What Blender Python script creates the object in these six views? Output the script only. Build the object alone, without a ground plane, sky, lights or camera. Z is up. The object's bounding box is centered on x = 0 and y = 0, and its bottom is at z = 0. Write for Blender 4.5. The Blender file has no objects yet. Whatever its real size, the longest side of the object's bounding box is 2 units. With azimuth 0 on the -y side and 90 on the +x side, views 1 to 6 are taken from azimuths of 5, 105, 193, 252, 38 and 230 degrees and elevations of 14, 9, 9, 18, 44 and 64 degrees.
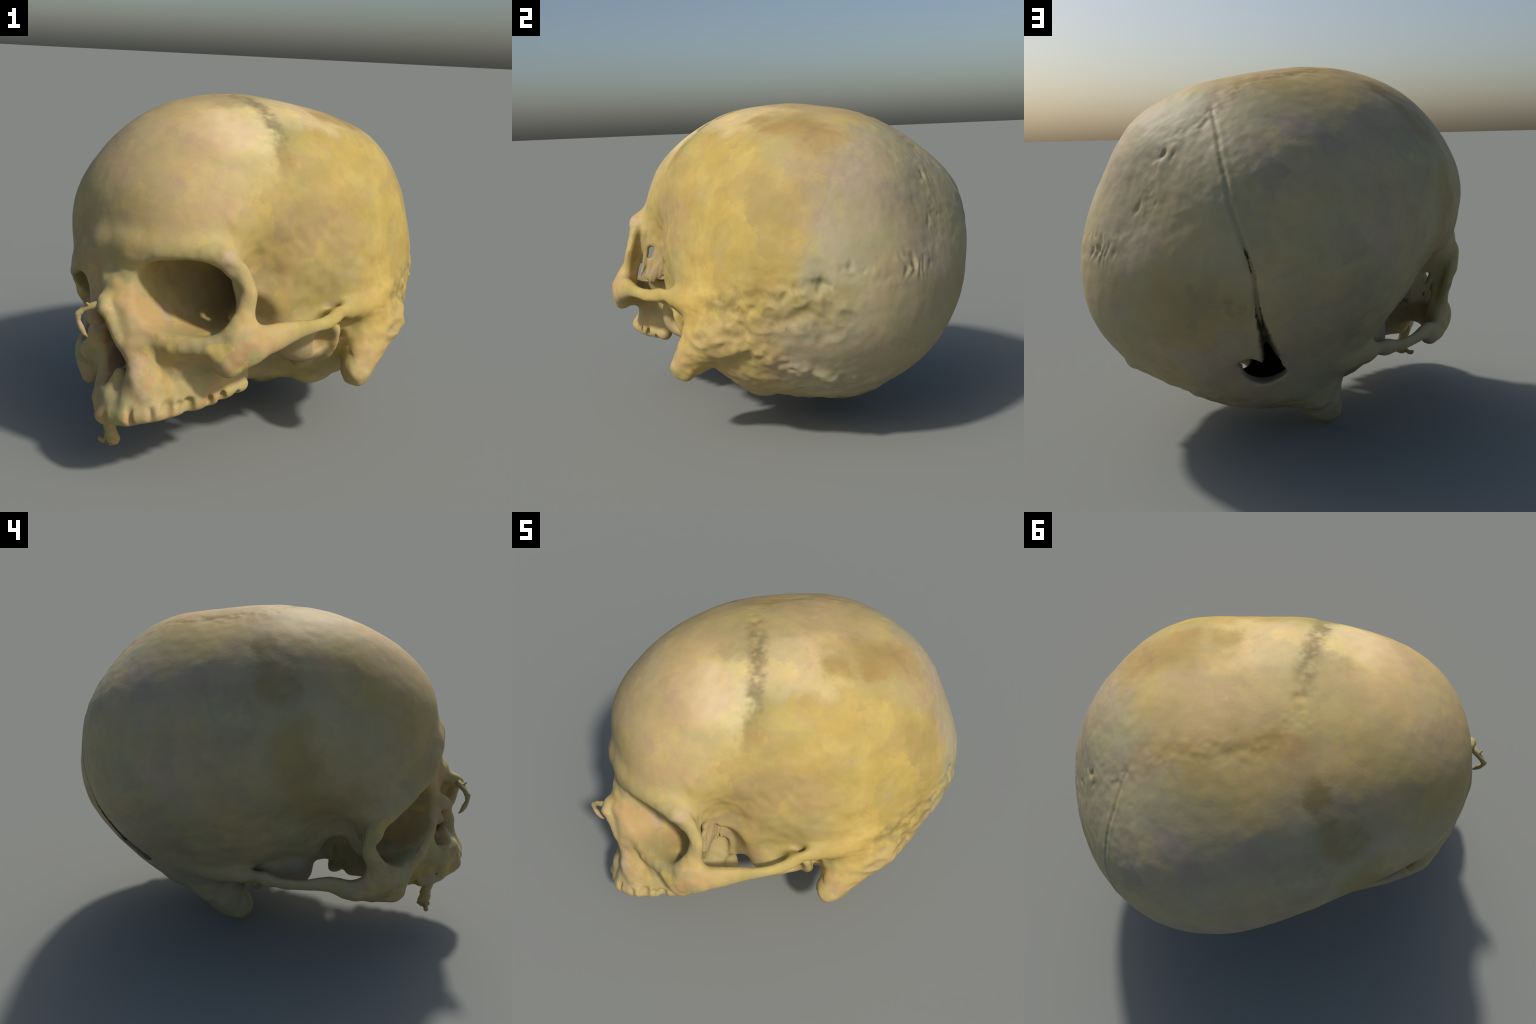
# A weathered human skull (cranium without the lower jaw), rolled onto its right side.
# Built as one implicit surface in the skull's own frame
#   a = forward (towards the face), l = towards the skull's left, u = towards the crown
# then meshed, given relief, and divided into its bones.
import bpy, numpy as np
from mathutils import Matrix

H = 0.0070            # sampling step of the implicit surface
f32 = np.float32

# ----------------------------------------------------------------- skull frame
ORIGIN = np.array([0.04, 0.10, 0.88])
LEFT = np.array([.786, -.546, .291]); LEFT /= np.linalg.norm(LEFT)
FWD = np.array([-.59, -.80, .08]); FWD -= FWD @ LEFT * LEFT; FWD /= np.linalg.norm(FWD)
UP = np.cross(FWD, LEFT)

# ----------------------------------------------------------------- brain case
# Radius of the brain case, ring by ring (latitude in degrees above the ear plane);
# along a ring the control radii stand every 18 degrees: face, left, occiput, right.
RINGS = [
 (90, [0.765]*20),
 (72, [0.801,0.788,0.772,0.755,0.741,0.733,0.734,0.742,0.756,0.77,0.781,0.787,0.789,0.789,0.788,0.789,0.793,0.799,0.805,0.806]),
 (54, [0.871,0.844,0.806,0.773,0.746,0.73,0.735,0.755,0.782,0.805,0.815,0.825,0.839,0.838,0.822,0.813,0.821,0.838,0.856,0.872]),
 (36, [0.955,0.911,0.841,0.786,0.742,0.73,0.761,0.791,0.817,0.839,0.837,0.852,0.896,0.908,0.871,0.831,0.827,0.852,0.894,0.943]),
 (18, [1.02,0.981,0.871,0.76,0.701,0.692,0.743,0.782,0.807,0.837,0.835,0.855,0.896,0.903,0.866,0.807,0.781,0.818,0.915,1.0]),
 (0, [0.993,0.974,0.842,0.692,0.657,0.663,0.702,0.76,0.823,0.88,0.895,0.902,0.891,0.85,0.799,0.743,0.708,0.739,0.876,0.982]),
 (-18, [0.994,0.961,0.835,0.689,0.66,0.674,0.701,0.762,0.837,0.905,0.929,0.91,0.867,0.812,0.755,0.712,0.684,0.707,0.852,0.981]),
 (-36, [0.912,0.864,0.77,0.679,0.664,0.707,0.761,0.803,0.832,0.862,0.877,0.864,0.845,0.827,0.789,0.733,0.677,0.673,0.777,0.892]),
 (-54, [0.679,0.651,0.615,0.604,0.641,0.714,0.784,0.818,0.82,0.815,0.815,0.819,0.825,0.822,0.789,0.721,0.647,0.61,0.632,0.672]),
 (-72, [0.628,0.625,0.628,0.642,0.67,0.704,0.734,0.75,0.754,0.751,0.748,0.748,0.749,0.743,0.726,0.699,0.67,0.647,0.635,0.631]),
 (-90, [0.704]*20)]

def ring_table(nlat=361, nlon=720):
    T = np.array([r for _, r in RINGS])[::-1]              # south to north
    n = T.shape[1]
    spec = np.fft.rfft(T, axis=1)
    big = np.zeros((T.shape[0], nlon//2+1), complex); big[:, :spec.shape[1]] = spec
    big[:, spec.shape[1]-1] *= .5
    T = np.fft.irfft(big, nlon, axis=1) * nlon / n          # smooth round each ring
    half = nlon//2                                          # continue over the poles
    T = np.vstack([np.roll(T[1:3][::-1], half, 1), T, np.roll(T[-3:-1][::-1], half, 1)])
    x = np.linspace(0, len(RINGS)-1, nlat)
    i = np.minimum(x.astype(int), len(RINGS)-2); t = (x-i)[:, None]
    p = [T[i+1+k] for k in range(4)]
    return (0.5*((2*p[1]) + (-p[0]+p[2])*t + (2*p[0]-5*p[1]+4*p[2]-p[3])*t**2
            + (-p[0]+3*p[1]-3*p[2]+p[3])*t**3)).astype(f32)
TABLE = ring_table()

def vault_radius(a, l, u, rho):
    lat = np.arcsin(np.clip(u/rho, -1, 1)) * f32(180/np.pi)
    lon = np.arctan2(l, a) * f32(180/np.pi) % 360
    y = (lat+90)*2; x = lon*2
    i = np.clip(y.astype(np.int32), 0, 359); j = x.astype(np.int32) % 720
    ty = (y-i).astype(f32); tx = (x-np.floor(x)).astype(f32); j2 = (j+1) % 720
    return ((TABLE[i, j]*(1-tx)+TABLE[i, j2]*tx)*(1-ty) + (TABLE[i+1, j]*(1-tx)+TABLE[i+1, j2]*tx)*ty)

# ----------------------------------------------------------------- implicit toolkit
LO = np.array([-1.02, -0.80, -0.92]); HI = np.array([1.24, 0.80, 0.84])
N = np.ceil((HI-LO)/H).astype(int)
AX = [(LO[i]+H*np.arange(N[i])).astype(f32) for i in range(3)]
D = np.full(N, 1.0, f32)

def box(lo, hi):
    s = []
    for i in range(3):
        i0 = int(np.clip(np.floor((lo[i]-LO[i])/H), 0, N[i])); i1 = int(np.clip(np.ceil((hi[i]-LO[i])/H)+1, 0, N[i]))
        s.append(slice(i0, i1))
    return tuple(s)
def coords(s):
    return AX[0][s[0]][:, None, None], AX[1][s[1]][None, :, None], AX[2][s[2]][None, None, :]
def smin(x, y, k):
    h = np.maximum(k-np.abs(x-y), 0)/k
    return np.minimum(x, y) - h*h*k*f32(.25)
def smax(x, y, k): return -smin(-x, -y, k)

def add(fn, lo, hi, k=.03):
    s = box(np.array(lo)-k, np.array(hi)+k); D[s] = smin(D[s], fn(*coords(s)).astype(f32), f32(k))
def cut(fn, lo, hi, k=.02):
    s = box(np.array(lo)-k, np.array(hi)+k); D[s] = smax(D[s], -fn(*coords(s)).astype(f32), f32(k))

def bounds(pts, rad):
    pts = np.array([p[:3] for p in pts]); return pts.min(0)-rad, pts.max(0)+rad
def rod_fn(p, q, r0, r1, flat=None):
    """tapered rod p->q; flat=(dir, factor) squashes it across dir"""
    p, q = np.array(p, float), np.array(q, float); d = q-p; L2 = float(d@d)+1e-9
    def f(a, l, u):
        x, y, z = a-p[0], l-p[1], u-p[2]
        t = np.clip((x*d[0]+y*d[1]+z*d[2])/L2, 0, 1)
        x, y, z = x-t*d[0], y-t*d[1], z-t*d[2]
        r2 = x*x+y*y+z*z
        if flat is not None:
            n = np.array(flat[0], float); n /= np.linalg.norm(n)
            w = x*n[0]+y*n[1]+z*n[2]
            r2 = r2 + w*w*(flat[1]**2-1)
            return (np.sqrt(r2) - (r0+(r1-r0)*t))/(1+.35*(flat[1]-1))
        return np.sqrt(r2) - (r0+(r1-r0)*t)
    return f
def chain(pts, k=.03, flat=None, op=add, pad=0):
    """pts: (a, l, u, radius) control points of a bony strut, joined first, then blended in once"""
    pts = [tuple(p) for p in pts]
    P = np.array(pts, float); n = len(pts)
    if n > 2:                                        # round the path with a spline
        fine = []
        for i in range(n-1):
            p0, p1, p2, p3 = P[max(i-1, 0)], P[i], P[i+1], P[min(i+2, n-1)]
            for t in np.linspace(0, 1, 4)[:-1]:
                fine.append(.5*(2*p1+(p2-p0)*t+(2*p0-5*p1+4*p2-p3)*t*t+(3*p1-p0-3*p2+p3)*t**3))
        P = np.array(fine+[P[-1]])
    fns = [rod_fn(p[:3], q[:3], p[3], q[3], flat) for p, q in zip(P[:-1], P[1:])]
    def f(a, l, u):
        out = None
        for g in fns:
            v = g(a, l, u).astype(f32); out = v if out is None else np.minimum(out, v)
        return out
    R = P[:, 3].max()+.01+pad
    op(f, P[:, :3].min(0)-R, P[:, :3].max(0)+R, k)
def ell_fn(c, r, axes=None):
    c = np.array(c, float); r = np.array(r, float)
    M = np.eye(3) if axes is None else np.array(axes, float)
    def f(a, l, u):
        x, y, z = a-c[0], l-c[1], u-c[2]
        v = [(x*M[i][0]+y*M[i][1]+z*M[i][2])/r[i] for i in range(3)]
        n = np.sqrt(v[0]**2+v[1]**2+v[2]**2)+1e-6
        g = np.sqrt((v[0]/r[0])**2+(v[1]/r[1])**2+(v[2]/r[2])**2)+1e-6
        return n*(n-1)/g
    return f
def ell(c, r, k=.03, op=add, axes=None):
    R = max(r) if axes is not None else np.array(r)
    op(ell_fn(c, r, axes), np.array(c)-R, np.array(c)+R, k)
def frame(d, up=(0, 0, 1)):
    d = np.array(d, float); d /= np.linalg.norm(d)
    w = np.cross(up, d); w /= np.linalg.norm(w)
    return np.array([d, w, np.cross(d, w)])
def both(fn):
    for s in (1, -1): fn(s)
MID = -0.02                                           # midline sits slightly to the right
def X(s, a, l, u, *r):
    """a point of the left half, or its counterpart on the (slightly twisted) right half"""
    if s > 0: return (a, l, u)+r
    w = min(max((l-.05)/.4, 0), 1); fr = min(max((a-.3)/.4, 0), 1)
    return (a+.03*w*fr*(u < -.1), -(l+.04-.028*w*fr), u)+r

# --- brain case
s = box(LO, HI); A_, L_, U_ = coords(s)
rho = np.sqrt(A_*A_+L_*L_+U_*U_)+f32(1e-5)
VR = vault_radius(A_+0*rho, L_+0*rho, U_+0*rho, rho)
VAULT = (rho-VR)*f32(.95)
D[:] = VAULT
wall = f32(.045)+f32(.05)*np.clip((-U_-.30)/.3, 0, 1)
INNER = VAULT+wall
INNER = smax(INNER, (A_-f32(.3))*f32(.74)-(U_+f32(.45))*f32(.67), f32(.1))     # floor of the frontal fossa
del rho, VR

# --- brow
def brow(s):
    dn = .02 if s < 0 else 0
    chain([X(s, .955, .0, .05, .035), X(s, .955, .13, .015, .038), X(s, .91, .28, -.01-dn*.4, .020), X(s, .85, .40, -.035-dn, .020),
           X(s, .785, .48, -.065-dn, .034), X(s, .72, .515, -.13-dn, .034)], k=.10)
    ell(X(s, .955, .10, .047), (.040, .075, .030), k=.05)              # superciliary swelling
    ell(X(s, .25, .40, -.45), (.15, .10, .13), k=.06)                  # wall above the jaw joint
    ell(X(s, .93, .085, -.17), (.055, .06, .13), k=.06)                # side of the nasal root
both(brow)

# --- hollow behind the cheek (temporal and infratemporal fossa)
def fossa(s):
    c = np.array(X(s, .575, .70, -.28)); c2 = np.array(X(s, .56, .60, -.64)); c3 = np.array(X(s, .53, .48, -.41))
    e1 = ell_fn(c, (.24, .30, .34)); e2 = ell_fn(c2, (.24, .30, .28)); e3 = ell_fn(c3, (.11, .25, .17))
    f = lambda a, l, u: smin(smin(e1(a, l, u).astype(f32), e2(a, l, u).astype(f32), f32(.08)), e3(a, l, u).astype(f32), f32(.03))
    cut(f, c-[.45, .5, .65], c+[.40, .5, .5], k=.06)
    sl = box(c-[.60, .55, .75], c+[.55, .55, .65])
    INNER[sl] = smax(INNER[sl], f32(.045)-f(*coords(sl)).astype(f32), f32(.03))
both(fossa)

# --- mid face
def cheek(s):
    up = .028 if s < 0 else .012; lw = .035 if s < 0 else 0; q = .016 if s < 0 else 0
    chain([X(s, .72, .515, -.13, .034), X(s, .695, .53, -.22, .032), X(s, .715, .505, -.32, .042), X(s, .74, .485, -.40, .065)], k=.04, flat=((.6, .8*s, 0), 1.3))
    chain([X(s, .74, .49, -.42-lw/2, .08), X(s, .785, .445, -.475-lw, .07)], k=.06, flat=((.65, .75*s, .1), 1.6))
    chain([X(s, .79, .43, -.45, .065), X(s, .845, .355, -.435, .06), X(s, .90, .24, -.40, .055), X(s, .945, .14, -.32, .045)], k=.05)   # infraorbital rim
    chain([X(s, .70, .505, -.465-lw, .055), X(s, .79, .45, -.495-lw, .055)], k=.05, flat=((.65, .75*s, .1), 1.4))
    chain([X(s, .74, .505, -.44, .07), X(s, .62, .555, -.435+up/2-lw, .062), X(s, .52, .588-q*.5, -.425+up, .045), X(s, .40, .615-q, -.42+up, .03),
           X(s, .30, .615-q, -.415+up, .032), X(s, .19, .605-q, -.382+up*.6, .027), X(s, .09, .585-q*.5, -.362, .034), X(s, -.05, .58, -.345, .04)],
          k=.03, flat=((.1, s, 0), 1.6))                                                                        # zygomatic arch
both(cheek)

# --- upper jaw
ell((.76, MID, -.45), (.23, .23, .20), k=.06)
both(lambda s: ell(X(s, .79, .20, -.46), (.125, .14, .12), k=.07))
both(lambda s: ell(X(s, .77, .19 if s > 0 else .15, -.56), (.12, .095 if s > 0 else .085, .12), k=.06))
def jaw(s):
    w = .0 if s > 0 else -.04                          # the right half is narrower, its rear edge higher
    hi = .0 if s > 0 else .05
    chain([X(s, .995, .0, -.61, .075), X(s, .975, .09, -.61, .07), X(s, .92, .17+w, -.60, .065), X(s, .83, .22+w, -.58, .065),
           X(s, .70, .235+w, -.57, .065), X(s, .56, .24+w, -.55, .06)], k=.06)
    chain([X(s, 1.06, .02, -.675, .042), X(s, 1.042 if s > 0 else 1.0, .105+w/2, -.68, .042), X(s, .95, .19+w, -.67, .042), X(s, .855, .232+w, -.66, .040),
           X(s, .72, .262+w, -.65+hi, .040), X(s, .55, .275+w, -.635+hi, .036)], k=.04)
    chain([X(s, .83, .23, -.47, .07), X(s, .79, .38, -.46, .06)], k=.06)                        # zygomatic root
    if s > 0: chain([(.97, .07, -.14, .04), (.975, .09, -.25, .045), (.965, .12, -.36, .05), (.965, .125, -.46, .05), (.985, .115, -.56, .055)], k=.06)
    else: chain([(.955, -.10, -.14, .035), (.945, -.13, -.30, .035), (.93, -.155, -.42, .04), (.94, -.155, -.55, .05)], k=.05)
    for a, l in ((1.03, .075), (.975, .155+w)) if s > 0 else ((1.015, .03), (.975, .09)):                                                     # root ridges
        chain([X(s, a+.02, l, -.66, .03), X(s, a-.01, l, -.55, .022), X(s, a-.045, l, -.48, .01)], k=.03)
    chain([X(s, .56, .20, -.38, .07), X(s, .50, .21, -.50, .06), X(s, .455, .20, -.60, .04), X(s, .43, .18, -.64, .02)], k=.04, flat=((0, 1, 0), 1.8))     # pterygoid plate
both(jaw)
chain([(.94, -.02, -.03, .045), (.97, -.01, -.11, .036)], k=.05)        # root of the nasal bones

# --- ear region and base
def ear(s):
    o = .006 if s > 0 else -.025
    chain([X(s, -.09, .50+o, -.44, .125), X(s, -.075, .51+o, -.60, .085), X(s, -.02, .513, -.697, .048)], k=.06, flat=((.1, 1, 0), 1.25))
    chain([X(s, .09, .575, -.37, .035), X(s, -.02, .585+o, -.365, .04), X(s, -.2, .58+o, -.30, .03)], k=.06)                       # supramastoid crest
    chain([X(s, .14, .50, -.45, .045), X(s, .12, .40, -.50, .06), X(s, .10, .28, -.58, .06)], k=.04)                          # tympanic plate
    chain([X(s, .22, .57, -.385, .03), X(s, .20, .47, -.44, .05), X(s, .17, .38, -.52, .06)], k=.05)                        # jaw-joint shelf
    chain([X(s, .0, .50+o, -.66, .06), X(s, -.12, .515+o, -.555, .075), X(s, -.28, .52+o*2, -.46, .09 if s > 0 else .07)], k=.08)                    # rear slope of the mastoid
    ell(X(s, -.13, .14, -.695), (.12, .08, .06), k=.05)                                                                  # condyle
both(ear)

ell((.10, MID, -.60), (.22, .13, .09), k=.06)                                     # basilar part

# --- hollows
FISSURE = []
def orbit(s):
    c = np.array(X(s, .90, .315, -.212)); ap = np.array(X(s, .28, .235, -.19) if s > 0 else X(s, .27, .165, -.22))
    M = frame(ap-c); L = np.linalg.norm(ap-c)
    def f(a, l, u):
        x, y, z = a-c[0], l-c[1], u-c[2]
        t = (x*M[0][0]+y*M[0][1]+z*M[0][2])/L
        w = x*M[1][0]+y*M[1][1]+z*M[1][2]; h = x*M[2][0]+y*M[2][1]+z*M[2][2]
        h = h - .20*w*s                                    # outer corner droops
        g = np.where(t < .15, 1.0, 1-.9*(np.clip(t-.15, 0, 1)/.85)**1.15)
        hr = np.where(h > 0, .155+.045*np.clip(t/.2, 0, 1), .155+.025*np.clip(t/.3, 0, 1))          # the roof vaults up behind the rim
        q = ((np.abs(w)/.180)**2.5+(np.abs(h)/hr)**2.5)**(1/2.5)
        return np.maximum((q-np.maximum(g, .03))*.15, (t-.98)*L)
    lo, hi = c-np.array([.7, .35, .3]), c+np.array([.3, .35, .3])
    sl = box(lo-.08, hi+.08); INNER[sl] = smax(INNER[sl], f32(.018)-f(*coords(sl)).astype(f32), f32(.02))
    cut(f, lo, hi, k=.025)
    chain([X(s, .705, .485, -.20, .014), X(s, .645, .42, -.17, .014), X(s, .59, .37, -.16, .015), X(s, .53, .318, -.15, .018), X(s, .46, .28, -.15, .02)], k=.04, flat=((0, 0, 1), .085), pad=.25)   # thin outer wall
    chain([X(s, .58, .52, -.185, .014), X(s, .70, .36, -.20, .022)], k=.012, op=cut)
    chain([X(s, .58, .52, -.215, .010), X(s, .70, .36, -.235, .016)], k=.012, op=cut)      # gap in it
    FISSURE.append([X(s, .52, .29, -.17, .03), X(s, .40, .28, -.13, .04), X(s, .22, .26, -.05, .06)])            # fissure at the back of the socket
both(orbit)
def nose(a, l, u):                                        # pear-shaped opening with a broken edge
    t = np.clip((u+.54)/.32, 0, 1)
    w = .09*(1-t)**.6+.03+.005*np.sin(u*50+a*20)
    x = (l-MID)/w; z = (u+.385)/(.165+.012*np.sin(l*60))
    q = np.sqrt(x*x+z*z)
    return np.maximum((q-1)*.09, .60-a)
cut(nose, (.55, -.25, -.60), (1.3, .22, -.18), k=.02)
# roof of the nose leaning left, its standing left edge and the thin plate on the right
chain([(.975, .0, -.10, .034), (1.025, .02, -.155, .028), (1.07, .04, -.192, .022), (1.09, .055, -.215, .018)], k=.05)
chain([(1.06, .035, -.19, .024), (1.08, .06, -.222, .020), (1.062, .068, -.29, .022), (1.035, .085, -.36, .028), (1.0, .115, -.45, .036), (1.01, .12, -.52, .04)], k=.03)
chain([(.99, .05, -.14, .03), (1.0, .08, -.22, .04), (.995, .095, -.30, .04), (.98, .115, -.38, .04)], k=.05)
chain([(.965, -.03, -.14, .03), (.985, -.04, -.175, .022)], k=.04)
chain([(.945, -.122, -.19, .05), (.985, -.102, -.23, .055), (1.03, -.082, -.26, .04)], k=.02, flat=((.4, .92, 0), 2.8), pad=.02)
chain([(.945, -.13, -.31, .06), (.985, -.11, -.33, .045)], k=.02, flat=((.4, .92, 0), 2.8), pad=.02)
chain([(.95, -.01, -.58, .05), (.995, .0, -.55, .045), (1.0, .01, -.515, .034)], k=.03, flat=((.3, 1, 0), 1.3))           # nasal spine
chain([(.62, MID, -.30, .02), (.85, MID-.01, -.42, .02), (.95, MID, -.52, .025)], k=.03, flat=((0, 1, 0), 1.6))   # septum
chain([(.66, -.075, -.33, .04), (.83, -.075, -.36, .03), (.86, -.08, -.40, .02)], k=.03)
chain([(.66, .05, -.40, .05), (.86, .045, -.47, .038)], k=.03)                               # conchae
ell((.75, MID, -.73), (.26, .165, .14), k=.03, op=cut)      # palate
both(lambda s: ell(X(s, .985, .36, -.545), (.12, .11, .08), k=.09, op=cut))       # canine fossa
# empty tooth sockets along the alveolar edge
for a, l, r in ((1.045, .045, .018), (.955, .222, .034), (.905, .238, .020), (.86, .25, .030), (.76, .268, .020), (.69, .272, .026), (.60, .272, .018),
                (1.02, -.09, .024), (.975, -.16, .024), (.88, -.232, .020), (.80, -.245, .026), (.69, -.25, .012)):
    o = .012*np.sign(l); chain([(a+.004, l+o, -.74, r*1.2), (a-.002, l+o, -.655, r*.8)], k=.012, op=cut)
ell((.965, .262, -.635), (.04, .04, .04), k=.015, op=cut)        # socket broken open on the left
chain([(1.075, .12, -.75, .018), (1.065, .122, -.645, .012)], k=.012, op=cut)
chain([(1.025, .19, -.75, .016), (1.01, .19, -.66, .010)], k=.012, op=cut)
ell((1.01, -.215, -.62), (.035, .035, .045), k=.02, op=cut)        # and on the right
def ear_hole(s):
    ell(X(s, .07, .60, -.475), (.065, .09, .055), k=.02, op=cut)                              # recess under the crest
    ell(X(s, .20, .53, -.50), (.065, .11, .055), k=.03, op=cut)                               # jaw joint
    chain([X(s, .125, .525, -.46, .016), X(s, .11, .49, -.52, .022), X(s, .09, .42, -.56, .03), X(s, .08, .38, -.58, .03)], k=.02)   # tympanic plate
    chain([X(s, .06, .56, -.49, .028), X(s, .06, .38, -.50, .022)], k=.012, op=cut)
both(ear_hole)
# cavity of the brain case
D[:] = smax(D, -INNER, f32(.02))
for p in FISSURE: chain(p, k=.015, op=cut)
chain([(-.2, MID, -.5, .10), (-.22, MID, -.85, .12)], k=.03, op=cut)   # foramen magnum

# --- gaping right lambdoid suture: a wedge that widens into a hole, bored straight inwards
IN = (.62, .70, -.22)
chain([(-.565, -.632, -.07, .003), (-.556, -.634, -.10, .010), (-.545, -.63, -.125, .009), (-.53, -.625, -.155, .018), (-.505, -.62, -.20, .024), (-.48, -.61, -.25, .040)],
      k=.012, flat=(IN, .26), op=cut, pad=.2)
chain([(-.415, -.615, -.305, .016), (-.45, -.605, -.30, .040), (-.49, -.58, -.31, .054), (-.525, -.565, -.29, .048), (-.56, -.57, -.25, .034), (-.60, -.55, -.25, .010)], k=.012, flat=(IN, .26), op=cut, pad=.2)

# --- single tooth
TOOTH = [(.95, -.195, -.64, .026), (.938, -.203, -.73, .028), (.925, -.211, -.79, .029), (.917, -.216, -.825, .034), (.914, -.218, -.838, .030), (.912, -.219, -.845, .018)]

# ----------------------------------------------------------------- meshing (surface nets)
def surface_nets(D):
    ins = D < 0
    n = np.array(D.shape)
    c = np.zeros(n-1, np.int8)
    for i in (0, 1):
        for j in (0, 1):
            for k in (0, 1):
                c += ins[i:n[0]-1+i, j:n[1]-1+j, k:n[2]-1+k]
    act = np.argwhere((c > 0) & (c < 8)); del c
    idx = np.full(n-1, -1, np.int32); idx[tuple(act.T)] = np.arange(len(act))
    corner = {}
    for i in (0, 1):
        for j in (0, 1):
            for k in (0, 1):
                corner[i, j, k] = D[act[:, 0]+i, act[:, 1]+j, act[:, 2]+k]
    acc = np.zeros((len(act), 3)); cnt = np.zeros(len(act))
    for p in corner:
        for ax in range(3):
            if p[ax] == 0:
                q = list(p); q[ax] = 1; q = tuple(q)
                d0, d1 = corner[p], corner[q]; m = (d0 < 0) != (d1 < 0)
                t = np.where(m, d0/np.where(m, d0-d1, 1), 0)
                pos = np.tile(np.array(p, float), (len(act), 1)); pos[:, ax] = t
                acc += pos*m[:, None]; cnt += m
    V = (act+acc/cnt[:, None])*H+LO
    F = []
    for ax in range(3):
        b, cc = (ax+1) % 3, (ax+2) % 3
        s0 = [slice(1, -1)]*3; s1 = [slice(1, -1)]*3
        s0[ax] = slice(0, -1); s1[ax] = slice(1, None)
        m = ins[tuple(s0)] != ins[tuple(s1)]
        e = np.argwhere(m); off = np.ones(3, int); off[ax] = 0; e = e+off
        first = ins[tuple(e.T)]
        def cell(db, dc):
            q = e.copy(); q[:, b] -= db; q[:, cc] -= dc; return idx[tuple(q.T)]
        quad = np.stack([cell(0, 0), cell(1, 0), cell(1, 1), cell(0, 1)], 1)
        quad[~first] = quad[~first][:, ::-1]
        F.append(quad)
    return V, np.vstack(F)

V, F = surface_nets(D)
del D, VAULT, INNER

def keep_largest(V, F):                               # drop crumbs that float free
    lab = np.arange(len(V))
    e = np.vstack([F[:, [0, 1]], F[:, [1, 2]], F[:, [2, 3]], F[:, [3, 0]]])
    while True:
        m = np.minimum(lab[e[:, 0]], lab[e[:, 1]]); new = lab.copy()
        np.minimum.at(new, e[:, 0], m); np.minimum.at(new, e[:, 1], m); new = new[new]; new = new[new]; new = new[new]
        if (new == lab).all(): break
        lab = new
    # pieces with more than a fair number of vertices stay (outer shell and the cavity are connected through holes)
    cnt = np.bincount(lab, minlength=len(V)); ok = cnt[lab] > 3000
    F = F[ok[F[:, 0]]]; used = np.unique(F); re = np.full(len(V), -1); re[used] = np.arange(len(used))
    return V[used], re[F]
V, F = keep_largest(V, F)

def relax(V, F, n, w=.5):
    e = np.vstack([F[:, [0, 1]], F[:, [1, 2]], F[:, [2, 3]], F[:, [3, 0]]])
    i = np.concatenate([e[:, 0], e[:, 1]]); j = np.concatenate([e[:, 1], e[:, 0]])
    deg = np.bincount(i, minlength=len(V))[:, None]
    for _ in range(n):
        m = np.stack([np.bincount(i, V[j, k], len(V)) for k in range(3)], 1)/deg
        V = V+w*(m-V)
    return V
def normals(V, F):
    n = np.cross(V[F[:, 2]]-V[F[:, 0]], V[F[:, 3]]-V[F[:, 1]])
    out = np.stack([np.bincount(F.ravel(), np.repeat(n[:, k], 4), len(V)) for k in range(3)], 1)
    return out/(np.linalg.norm(out, axis=1)[:, None]+1e-12)
V = relax(V, F, 3)

# ----------------------------------------------------------------- relief
rng = np.random.RandomState(7)
PERM = rng.permutation(512); GR = rng.normal(size=(512, 3)); GR /= np.linalg.norm(GR, axis=1)[:, None]
def noise(P):
    i = np.floor(P).astype(int); f = P-i; w = f*f*f*(f*(f*6-15)+10); out = 0
    for dx in (0, 1):
        for dy in (0, 1):
            for dz in (0, 1):
                h = PERM[(PERM[(PERM[(i[:, 0]+dx) & 511]+i[:, 1]+dy) & 511]+i[:, 2]+dz) & 511]
                d = ((f-[dx, dy, dz])*GR[h]).sum(1)
                out = out+d*(w[:, 0] if dx else 1-w[:, 0])*(w[:, 1] if dy else 1-w[:, 1])*(w[:, 2] if dz else 1-w[:, 2])
    return out
def bump(x, w): return np.exp(-(x/w)**2)
def ramp(x, x0, x1): t = np.clip((x-x0)/(x1-x0), 0, 1); return t*t*(3-2*t)
def snap(pts, n=3):
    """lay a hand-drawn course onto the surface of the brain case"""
    P = np.array(pts, float); x = np.linspace(0, len(P)-1, (len(P)-1)*n+1)
    Q = np.stack([np.interp(x, np.arange(len(P)), P[:, k]) for k in range(3)], 1)
    r = np.linalg.norm(Q, axis=1)
    return Q*(vault_radius(Q[:, 0].astype(f32), Q[:, 1].astype(f32), Q[:, 2].astype(f32), r.astype(f32))/r)[:, None]
def line_dist(P, pts):
    best = np.full(len(P), 9.); along = np.zeros(len(P)); pts = snap(pts); tot = 0
    near = np.nonzero(((P > pts.min(0)-.2) & (P < pts.max(0)+.2)).all(1))[0]; Pn = P[near]
    b, al = best[near], along[near]
    for p, q in zip(pts[:-1], pts[1:]):
        d = q-p; t = np.clip((Pn-p)@d/(d@d), 0, 1); r = np.linalg.norm(Pn-p-t[:, None]*d, axis=1)
        m = r < b; b[m] = r[m]; al[m] = tot+t[m]*np.linalg.norm(d); tot += np.linalg.norm(d)
    best[near], along[near] = b, al
    return best, along/tot

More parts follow.
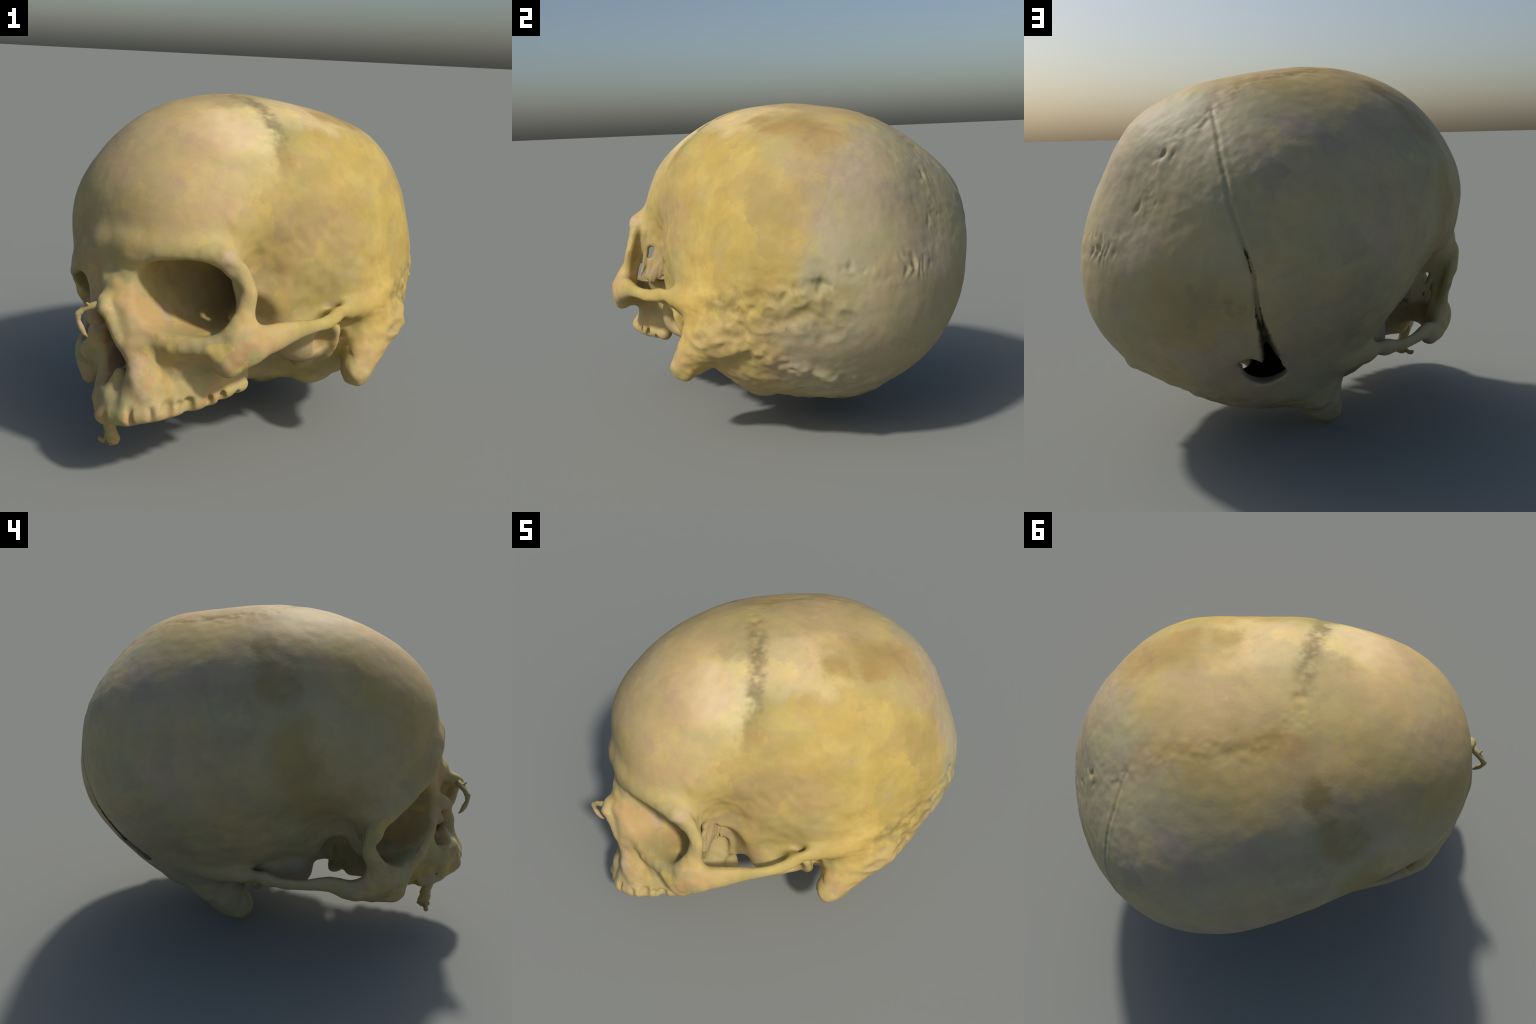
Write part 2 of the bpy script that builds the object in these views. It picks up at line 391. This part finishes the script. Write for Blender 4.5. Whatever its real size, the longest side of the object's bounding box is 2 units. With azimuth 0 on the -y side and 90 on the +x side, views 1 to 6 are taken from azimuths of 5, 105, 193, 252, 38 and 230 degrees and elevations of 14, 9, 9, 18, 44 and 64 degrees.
CRACK = [(-.487, -.103, .656), (-.547, -.221, .61), (-.596, -.313, .553), (-.63, -.403, .484), (-.649, -.46, .418), (-.653, -.524, .34),
         (-.644, -.571, .267), (-.626, -.611, .174), (-.615, -.625, .083), (-.599, -.631, .013), (-.555, -.634, -.098), (-.50, -.62, -.20)]
LAMBDOID = [(-.505, -.096, .643), (-.681, -.077, .491), (-.752, -.091, .385), (-.795, -.108, .289), (-.827, -.12, .19), (-.862, .02, .10),
            (-.866, .085, .066), (-.855, .212, -.01), (-.793, .345, -.022), (-.724, .429, -.105), (-.622, .508, -.166), (-.522, .57, -.24), (-.42, .615, -.313)]
CORONAL = [(.38, .585, .30), (.375, .513, .468), (.32, .42, .58), (.29, .30, .665), (.25, .10, .745), (.24, .02, .762), (.26, -.18, .76), (.288, -.27, .74), (.345, -.455, .63)]
SAGITTAL = [(.24, .02, .765), (.09, -.067, .771), (-.06, -.067, .766), (-.217, -.045, .752), (-.355, -.061, .718), (-.484, -.1, .655)]
ROUGH = [(-.22, .58, -.44), (-.40, .55, -.37), (-.52, .53, -.29), (-.63, .48, -.24), (-.72, .42, -.19)]

Nn = normals(V, F)
outer = (np.einsum('ij,ij->i', Nn, V) > 0)
NUCHAL = [(-.12, .56, -.52), (-.30, .56, -.48), (-.44, .50, -.46), (-.55, .33, -.49), (-.66, .13, -.50), (-.74, -.05, -.46)]
h = np.zeros(len(V))
def relief(mask, fn):
    w = np.nonzero(outer & (mask > .02))[0]
    if len(w): h[w] += mask[w]*fn(V[w])
ones = np.ones(len(V))
relief(ones, lambda P: .005*noise(P*5+3)+.0018*noise(P*17+11))
d, t = line_dist(V, CORONAL)
relief(ramp(V[:, 1], -.05, .15)*bump(d, .036), lambda P: -.004+.008*noise(P*[16, 24, 24])+.003*noise(P*44))
d, t = line_dist(V, SAGITTAL)
relief(bump(d, .06), lambda P: -.001+.007*noise(P*18+9)+.003*noise(P*40))
d, t = line_dist(V, LAMBDOID)
relief(bump(d, .05), lambda P: -.04*np.maximum(noise(P*[20, 26, 14]+2)-.16, 0)*ramp(noise(P*5+31), -.3, .1)+.006*noise(P*17+7)+.002*noise(P*45+7))
teeth = bump(np.linalg.norm(V-[-.862, .09, .06], axis=1), .09)*bump(V[:, 2]-.05, .05)      # interlocking teeth at the back
relief(teeth, lambda P: .0035*np.sin(P[:, 1]*125+14*noise(P*9)))
d, t = line_dist(V, CRACK)
relief(bump(d, .03), lambda P: -(.004+.022*ramp(t, .35, .85))[outer & (bump(d, .03) > .02)]*bump(d[outer & (bump(d, .03) > .02)]+.004*noise(P*40)+.003*noise(P*90), .007))
h += .0015*bump(d-.018, .010)*ramp(t, .05, .2)*ramp(-t, -.75, -.5)                    # raised lip beside it
d, t = line_dist(V, ROUGH)
relief(bump(d, .14), lambda P: .016*(.4-2*np.abs(noise(P*[7, 12, 14]+1)))+.022*noise(P*[10, 13, 15]+4)+.006*noise(P*30+8))
d, t = line_dist(V, NUCHAL)
relief(bump(d, .05), lambda P: .012+.022*noise(P*13+14)+.010*noise(P*30))            # rugged neck line
relief(ramp(-V[:, 0], .2, .6)*ramp(V[:, 2], -.1, .4), lambda P: .0035*noise(P*14+6)+.0015*noise(P*34))
relief(ramp(-V[:, 2], .35, .6)*ramp(-V[:, 0], -.4, -.1), lambda P: .014*noise(P*11+2)+.007*noise(P*24+3))
relief(bump(V[:, 2]+.1, .28)*ramp(np.abs(V[:, 1]), .35, .5)*ramp(V[:, 0], -.3, .0), lambda P: .010*noise(P*9+21)+.006*noise(P*19+5))
relief(ramp(V[:, 0], .6, .8)*ramp(-V[:, 2], -.05, .1), lambda P: .009*noise(P*11+12)+.005*noise(P*24+1))
V = V + Nn*(h*outer)[:, None]
V = relax(V, F, 1, .3)
Nn = normals(V, F)

# ----------------------------------------------------------------- materials
class Nodes:
    """small helper to write colour rules as expressions"""
    def __init__(self, nt): self.nt = nt
    def n(self, kind, **kw):
        x = self.nt.nodes.new(kind)
        for k, v in kw.items(): setattr(x, k, v)
        return x
    def put(self, sock, v):
        if isinstance(v, bpy.types.NodeSocket): self.nt.links.new(v, sock)
        elif v is not None: sock.default_value = v
    def math(self, op, a, b=None, c=None, clamp=False):
        x = self.n('ShaderNodeMath', operation=op, use_clamp=clamp)
        for i, v in enumerate((a, b, c)): self.put(x.inputs[i], v)
        return x.outputs[0]
    def vec(self, op, a, b=None):
        x = self.n('ShaderNodeVectorMath', operation=op); self.put(x.inputs[0], a); self.put(x.inputs[1], b)
        return x.outputs['Value'] if op in ('LENGTH', 'DOT_PRODUCT', 'DISTANCE') else x.outputs[0]
    def noise(self, co, scale, detail=3, rough=.55, out='Fac'):
        x = self.n('ShaderNodeTexNoise'); self.put(x.inputs['Vector'], co)
        x.inputs['Scale'].default_value = scale; x.inputs['Detail'].default_value = detail; x.inputs['Roughness'].default_value = rough
        return x.outputs[out]
    def step(self, v, lo, hi):
        x = self.n('ShaderNodeMapRange', interpolation_type='SMOOTHSTEP'); self.put(x.inputs['Value'], v)
        x.inputs['From Min'].default_value = lo; x.inputs['From Max'].default_value = hi
        return x.outputs['Result']
    def mix(self, f, a, b, mode='MIX'):
        x = self.n('ShaderNodeMix', data_type='RGBA', blend_type=mode); self.put(x.inputs[0], f)
        for i, v in ((6, a), (7, b)): self.put(x.inputs[i], v if isinstance(v, bpy.types.NodeSocket) else tuple(v)+(1,))
        return x.outputs[2]
    def mul(self, *v):
        r = v[0]
        for w in v[1:]: r = self.math('MULTIPLY', r, w)
        return r
    def blob(self, co, c, r, soft=.5):
        """1 inside an ellipsoid at c with radii r, fading out"""
        d = self.vec('LENGTH', self.vec('DIVIDE', self.vec('SUBTRACT', co, c), r))
        return self.math('SUBTRACT', 1, self.step(d, 1-soft, 1+soft))

def bone_material(name, tooth=False):
    m = bpy.data.materials.new(name); m.use_nodes = True
    g = Nodes(m.node_tree); b = m.node_tree.nodes['Principled BSDF']
    co = g.n('ShaderNodeTexCoord').outputs['Object']
    warp = g.vec('ADD', co, g.vec('SCALE', g.vec('SUBTRACT', g.noise(co, 6, 4, .6, 'Color'), (.5, .5, .5))))
    warp.node.inputs[1].links[0].from_node.inputs['Scale'].default_value = .30
    sep = g.n('ShaderNodeSeparateXYZ'); g.put(sep.inputs[0], warp); A, L, U = sep.outputs
    sp0 = g.n('ShaderNodeSeparateXYZ'); g.put(sp0.inputs[0], co); a0, l0, u0 = sp0.outputs
    big = g.noise(co, 2.2, 3); mid = g.noise(co, 6, 4); fine = g.noise(co, 26, 4, .6)
    # hues of the old bone
    TAN, OCHRE, PINK, CREAM = (.40, .32, .18), (.405, .31, .118), (.46, .35, .215), (.62, .52, .325)
    GREY, OLIVE, BROWN, DARK = (.37, .325, .245), (.38, .315, .17), (.27, .185, .075), (.16, .125, .07)
    c = g.mix(g.step(big, .40, .62), TAN, OLIVE)
    # grey-beige back and right side
    GREYMASK = g.step(g.math('MULTIPLY_ADD', L, .5, A), -.26, -.48)
    c = g.mix(g.math('MULTIPLY', GREYMASK, .95), c, GREY)
    c = g.mix(g.math('MULTIPLY', g.step(L, -.24, -.46), .85), c, (.355, .32, .25))
    # ochre left flank, with a crisp torn border
    flank = g.mul(g.blob(warp, (.05, .70, .0), (.78, .37, .50), .14), g.step(g.noise(co, 4.2, 3), .26, .46))
    c = g.mix(flank, c, OCHRE)
    c = g.mix(g.mul(flank, g.step(mid, .45, .65), .5), c, (.46, .355, .15))
    c = g.mix(g.mul(g.blob(warp, (.36, .58, -.10), (.36, .25, .24), .35), .8), c, (.37, .29, .14))
    # rosy forehead, pale patch by the coronal suture
    c = g.mix(g.mul(g.blob(warp, (.72, .26, .42), (.34, .42, .40), .3), .8), c, PINK)
    c = g.mix(g.mul(g.blob(warp, (.50, .42, .50), (.16, .22, .18), .5), .85), c, CREAM)
    c = g.mix(g.mul(g.blob(warp, (.11, .42, .58), (.22, .17, .17), .5), .8), c, (.58, .465, .29))
    c = g.mix(g.mul(g.blob(warp, (-.02, .0, .72), (.30, .24, .2), .5), .6), c, (.40, .315, .15))
    # brown stains on the crown and the parietals
    for p, r, k in (((-.06, .463, .554), (.07, .06, .06), .7), ((-.19, .49, .515), (.10, .06, .06), .75), ((-.34, .40, .57), (.20, .10, .12), .7),
                    ((.12, -.065, .77), (.13, .05, .08), .6), ((-.25, -.05, .74), (.25, .06, .1), .35)):
        c = g.mix(g.mul(g.blob(warp, p, r, .8), k, .95), c, (.32, .22, .08))
    for p, r, k in (((.29, -.27, .74), (.05, .08, .07), .8), ((.35, -.45, .63), (.08, .12, .1), .6), ((.46, -.62, .33), (.10, .14, .16), .5), ((.55, -.59, .08), (.22, .14, .12), .5),
                    ((-.75, -.42, -.02), (.14, .2, .16), .4), ((-.60, .40, -.18), (.2, .14, .12), .55), ((-.42, .60, -.30), (.16, .1, .1), .5)):
        c = g.mix(g.mul(g.blob(warp, p, r, .6), k), c, (.25, .195, .08))
    # ochre mastoid and nape, dirt lodged in the rough bone behind the ear
    c = g.mix(g.mul(g.blob(warp, (-.20, .56, -.52), (.34, .24, .20), .4), .6), c, (.43, .325, .13))
    c = g.mix(g.mul(g.blob(warp, (-.47, .55, -.32), (.30, .16, .16), .5), g.step(g.noise(co, 11, 3), .48, .66), .7), c, (.22, .165, .085))
    # dark line of the coronal suture: a = .243 + .5 l^2
    curve = g.math('SUBTRACT', g.math('SUBTRACT', a0, .243), g.math('MULTIPLY', g.math('MULTIPLY', l0, l0), .5))
    wob = g.math('ADD', g.math('ABSOLUTE', curve), g.math('MULTIPLY', g.math('SUBTRACT', g.noise(co, 28, 3), .5), .05))
    line = g.mul(g.step(wob, .072, .012), g.step(u0, .26, .40), g.step(l0, .02, .2), g.step(g.noise(co, 15, 2), .30, .62))
    c = g.mix(g.mul(line, .85), c, (.235, .19, .11))
    rline = g.mul(g.step(wob, .075, .015), g.step(l0, -.12, -.22), g.step(u0, .52, .66), g.step(g.noise(co, 9, 2), .35, .6))
    c = g.mix(g.mul(rline, .5), c, (.24, .20, .10))
    c = g.mix(g.mul(g.step(wob, .07, .02), g.step(u0, .2, .34), g.step(u0, .46, .34), g.step(l0, .3, .4), .4), c, (.33, .24, .08))
    # black colour band along the right lambdoid suture, widening downwards
    for p, q, w0, w1 in (((-.655, -.53, .335), (-.626, -.611, .174), .004, .007), ((-.618, -.622, .10), (-.599, -.631, .013), .004, .014), ((-.599, -.631, .013), (-.505, -.62, -.20), .014, .040)):
        P, d = np.array(p), np.array(q)-np.array(p)
        rel = g.vec('SUBTRACT', co, tuple(P))
        t = g.math('DIVIDE', g.vec('DOT_PRODUCT', rel, tuple(d)), float(d @ d), clamp=True)
        foot = g.vec('SCALE', tuple(d)); g.put(foot.node.inputs['Scale'], t)
        dist = g.math('ADD', g.vec('LENGTH', g.vec('SUBTRACT', rel, foot)), g.math('MULTIPLY', g.math('SUBTRACT', g.noise(co, 34, 3), .5), .018))
        wid = g.math('MULTIPLY_ADD', t, w1-w0, w0)
        c = g.mix(g.mul(g.step(g.math('DIVIDE', dist, wid), 1.25, .55), .95), c, (.03, .025, .015))
    # torn patches of slightly different tint, as on old stained bone
    for sc, off, amt in ((3.2, 0.0, .75), (7.0, 7.3, .60), (14.0, 3.1, .35)):
        v = g.n('ShaderNodeTexVoronoi'); v.inputs['Scale'].default_value = sc
        g.put(v.inputs['Vector'], g.vec('ADD', warp, (off, off, off)))
        hue = g.n('ShaderNodeValToRGB'); g.put(hue.inputs[0], g.vec('DOT_PRODUCT', v.outputs['Color'], (.5, .3, .2)))
        el = hue.color_ramp.elements
        el[0].position, el[0].color = .15, (.92, .90, .86, 1)
        el[1].position, el[1].color = .85, (1.08, 1.05, .84, 1)
        for pos, col in ((.35, (1.06, .98, .94, 1)), (.5, (.97, 1.01, .86, 1)), (.65, (1.10, 1.03, .82, 1))):
            e = el.new(pos); e.color = col
        c = g.mix(amt, c, hue.outputs[0], 'MULTIPLY')
    # the broken, patchy face: orange, olive and rose flecks
    fm = g.step(a0, .55, .75)
    fv = g.n('ShaderNodeTexVoronoi'); fv.inputs['Scale'].default_value = 11; g.put(fv.inputs['Vector'], warp)
    fr = g.n('ShaderNodeValToRGB'); g.put(fr.inputs[0], g.vec('DOT_PRODUCT', fv.outputs['Color'], (.4, .3, .3)))
    fe = fr.color_ramp.elements; fe[0].position, fe[0].color = .25, (.55, .41, .10, 1); fe[1].position, fe[1].color = .75, (.46, .335, .22, 1)
    for pos, col in ((.38, (.47, .275, .12, 1)), (.5, (.34, .32, .14, 1)), (.62, (.48, .355, .13, 1))):
        e = fe.new(pos); e.color = col
    c = g.mix(g.mul(fm, g.step(u0, .06, -.10), .58), c, fr.outputs[0])
    # cloudy mottling
    mott = g.n('ShaderNodeMapRange'); g.put(mott.inputs[0], mid); mott.inputs[3].default_value = .80; mott.inputs[4].default_value = 1.18
    c = g.mix(1.0, c, g.comb(mott.outputs[0]), 'MULTIPLY')
    m2 = g.n('ShaderNodeMapRange'); g.put(m2.inputs[0], fine); m2.inputs[3].default_value = .93; m2.inputs[4].default_value = 1.07
    c = g.mix(1.0, c, g.comb(m2.outputs[0]), 'MULTIPLY')
    g.put(b.inputs['Base Color'], c)
    b.inputs['Roughness'].default_value = .6
    b.inputs['Specular IOR Level'].default_value = .18
    bp = g.n('ShaderNodeBump'); bp.inputs['Strength'].default_value = .12; bp.inputs['Distance'].default_value = .01
    g.put(bp.inputs['Height'], fine); g.put(b.inputs['Normal'], bp.outputs[0])
    return m
def _comb(self, v):
    x = self.n('ShaderNodeCombineColor')
    for i in range(3): self.put(x.inputs[i], v)
    return x.outputs[0]
Nodes.comb = _comb
BONE = bone_material('old_bone')

# ----------------------------------------------------------------- bones
def region(P):
    a, l, u = P.T; m = l-MID; al = np.abs(m)
    r = np.full(len(P), 'parietal_bone', object)
    cor = .24+.16*ramp(al, 0, .55)
    r[(a > cor)] = 'frontal_bone'
    r[(a < -.48-.0*u) & (u < .62-1.15*(al+.0)) ] = 'occipital_bone'
    r[(u < -.5) & (a < .05)] = 'occipital_bone'
    sq = .10-.5*np.maximum(0, -.1-a)
    r[(al > .30) & (u < sq-.1) & (a > -.42) & (a < .40)] = 'temporal_bone'
    r[(al > .36) & (u < -.5) & (a < .16) & (a > -.25)] = 'mastoid_process'
    r[(a > .40) & (a < .66) & (u < .05)] = 'sphenoid_bone'
    r[(a > .05) & (al < .36) & (u < -.3) & (a < .5)] = 'sphenoid_bone'
    r[(a > .64) & (u < -.08)] = 'maxilla'
    r[(a > .5) & (al < .34) & (u < -.36)] = 'maxilla'
    r[(a > .16) & (al > .54) & (u < -.3) & (u > -.52) & (a < .66)] = 'zygomatic_arch'
    r[(a > .60) & (al > .36) & (u < -.08)] = 'cheek_bone'
    r[(a > .94) & (al < .10) & (u < -.02) & (u > -.30)] = 'nasal_bone'
    name = r.copy()
    for k in ('parietal_bone', 'temporal_bone', 'mastoid_process', 'maxilla', 'zygomatic_arch', 'cheek_bone', 'nasal_bone'):
        w = r == k; name[w & (m > 0)] = k+'|L'; name[w & (m <= 0)] = k+'|R'
    return name

root = bpy.data.objects.new('human_skull', None); bpy.context.collection.objects.link(root)
root['label'] = 'weathered ochre human skull without lower jaw, cracked at back'
root['category'] = 'skull'
MW = Matrix([list(r) for r in np.column_stack([FWD, LEFT, UP])]).to_4x4(); MW.translation = ORIGIN

def make_part(name, V, F, Nv, mat):
    me = bpy.data.meshes.new(name); me.from_pydata(V.tolist(), [], F.tolist()); me.update()
    me.polygons.foreach_set('use_smooth', np.ones(len(F), bool)); me.materials.append(mat)
    if Nv is not None: me.normals_split_custom_set_from_vertices(Nv.tolist())
    ob = bpy.data.objects.new(name, me); bpy.context.collection.objects.link(ob)
    ob.parent = root; ob.matrix_local = MW
    return ob
C = V[F].mean(1); lab = region(C)
for k in sorted(set(lab)):
    f = F[lab == k]; used = np.unique(f); re = np.full(len(V), -1); re[used] = np.arange(len(used))
    make_part(k.split('|')[0], V[used], re[f], Nn[used], BONE)

def tube(name, pts, seg=20, ring=6, mat=BONE):
    """closed round-ended tube through (a,l,u,r)"""
    P = np.array(pts, float); n = len(P); x = np.linspace(0, n-1, (n-1)*ring+1)
    Q = np.stack([np.interp(x, np.arange(n), P[:, k]) for k in range(4)], 1)
    vs, fs = [], []
    for i, q in enumerate(Q):
        d = Q[min(i+1, len(Q)-1), :3]-Q[max(i-1, 0), :3]; M = frame(d, (.3, .9, .1))
        for j in range(seg):
            th = 2*np.pi*j/seg; vs.append(q[:3]+q[3]*(np.cos(th)*M[1]+np.sin(th)*M[2]))
    for i in range(len(Q)-1):
        for j in range(seg):
            fs.append((i*seg+j, i*seg+(j+1) % seg, (i+1)*seg+(j+1) % seg, (i+1)*seg+j))
    c0, c1 = len(vs), len(vs)+1; vs += [Q[0, :3], Q[-1, :3]]
    for j in range(seg):
        fs.append((c0, (j+1) % seg, j)); k0 = (len(Q)-1)*seg; fs.append((c1, k0+j, k0+(j+1) % seg))
    me = bpy.data.meshes.new(name); me.from_pydata([tuple(v) for v in vs], [], fs); me.update()
    me.polygons.foreach_set('use_smooth', np.ones(len(fs), bool)); me.materials.append(mat)
    ob = bpy.data.objects.new(name, me); bpy.context.collection.objects.link(ob); ob.parent = root; ob.matrix_local = MW
    return ob
tooth = tube('tooth', TOOTH, ring=8)
for v in tooth.data.vertices:                       # knobbly, worn
    n = noise(np.array([v.co])*26+3)[0]+.5*noise(np.array([v.co])*60)[0]
    v.co += v.normal*.012*n
tube('tooth_stump', [(.925, -.225, -.815, .012), (.935, -.262, -.83, .012), (.938, -.275, -.822, .013), (.938, -.285, -.81, .006)], seg=12)
# broken splinters that hang from the nasal bridge
for P in ([(1.07, .035, -.20, .018), (1.10, .005, -.205, .016), (1.125, -.03, -.215, .013), (1.14, -.05, -.232, .015), (1.138, -.056, -.26, .010), (1.125, -.06, -.29, .013), (1.11, -.062, -.32, .009), (1.095, -.064, -.335, .003)],
          [(1.09, .0, -.205, .012), (1.115, -.005, -.20, .008), (1.13, .008, -.19, .004)]):
    tube('nasal_splinter', P, seg=10)
print('verts', len(V), 'faces', len(F))
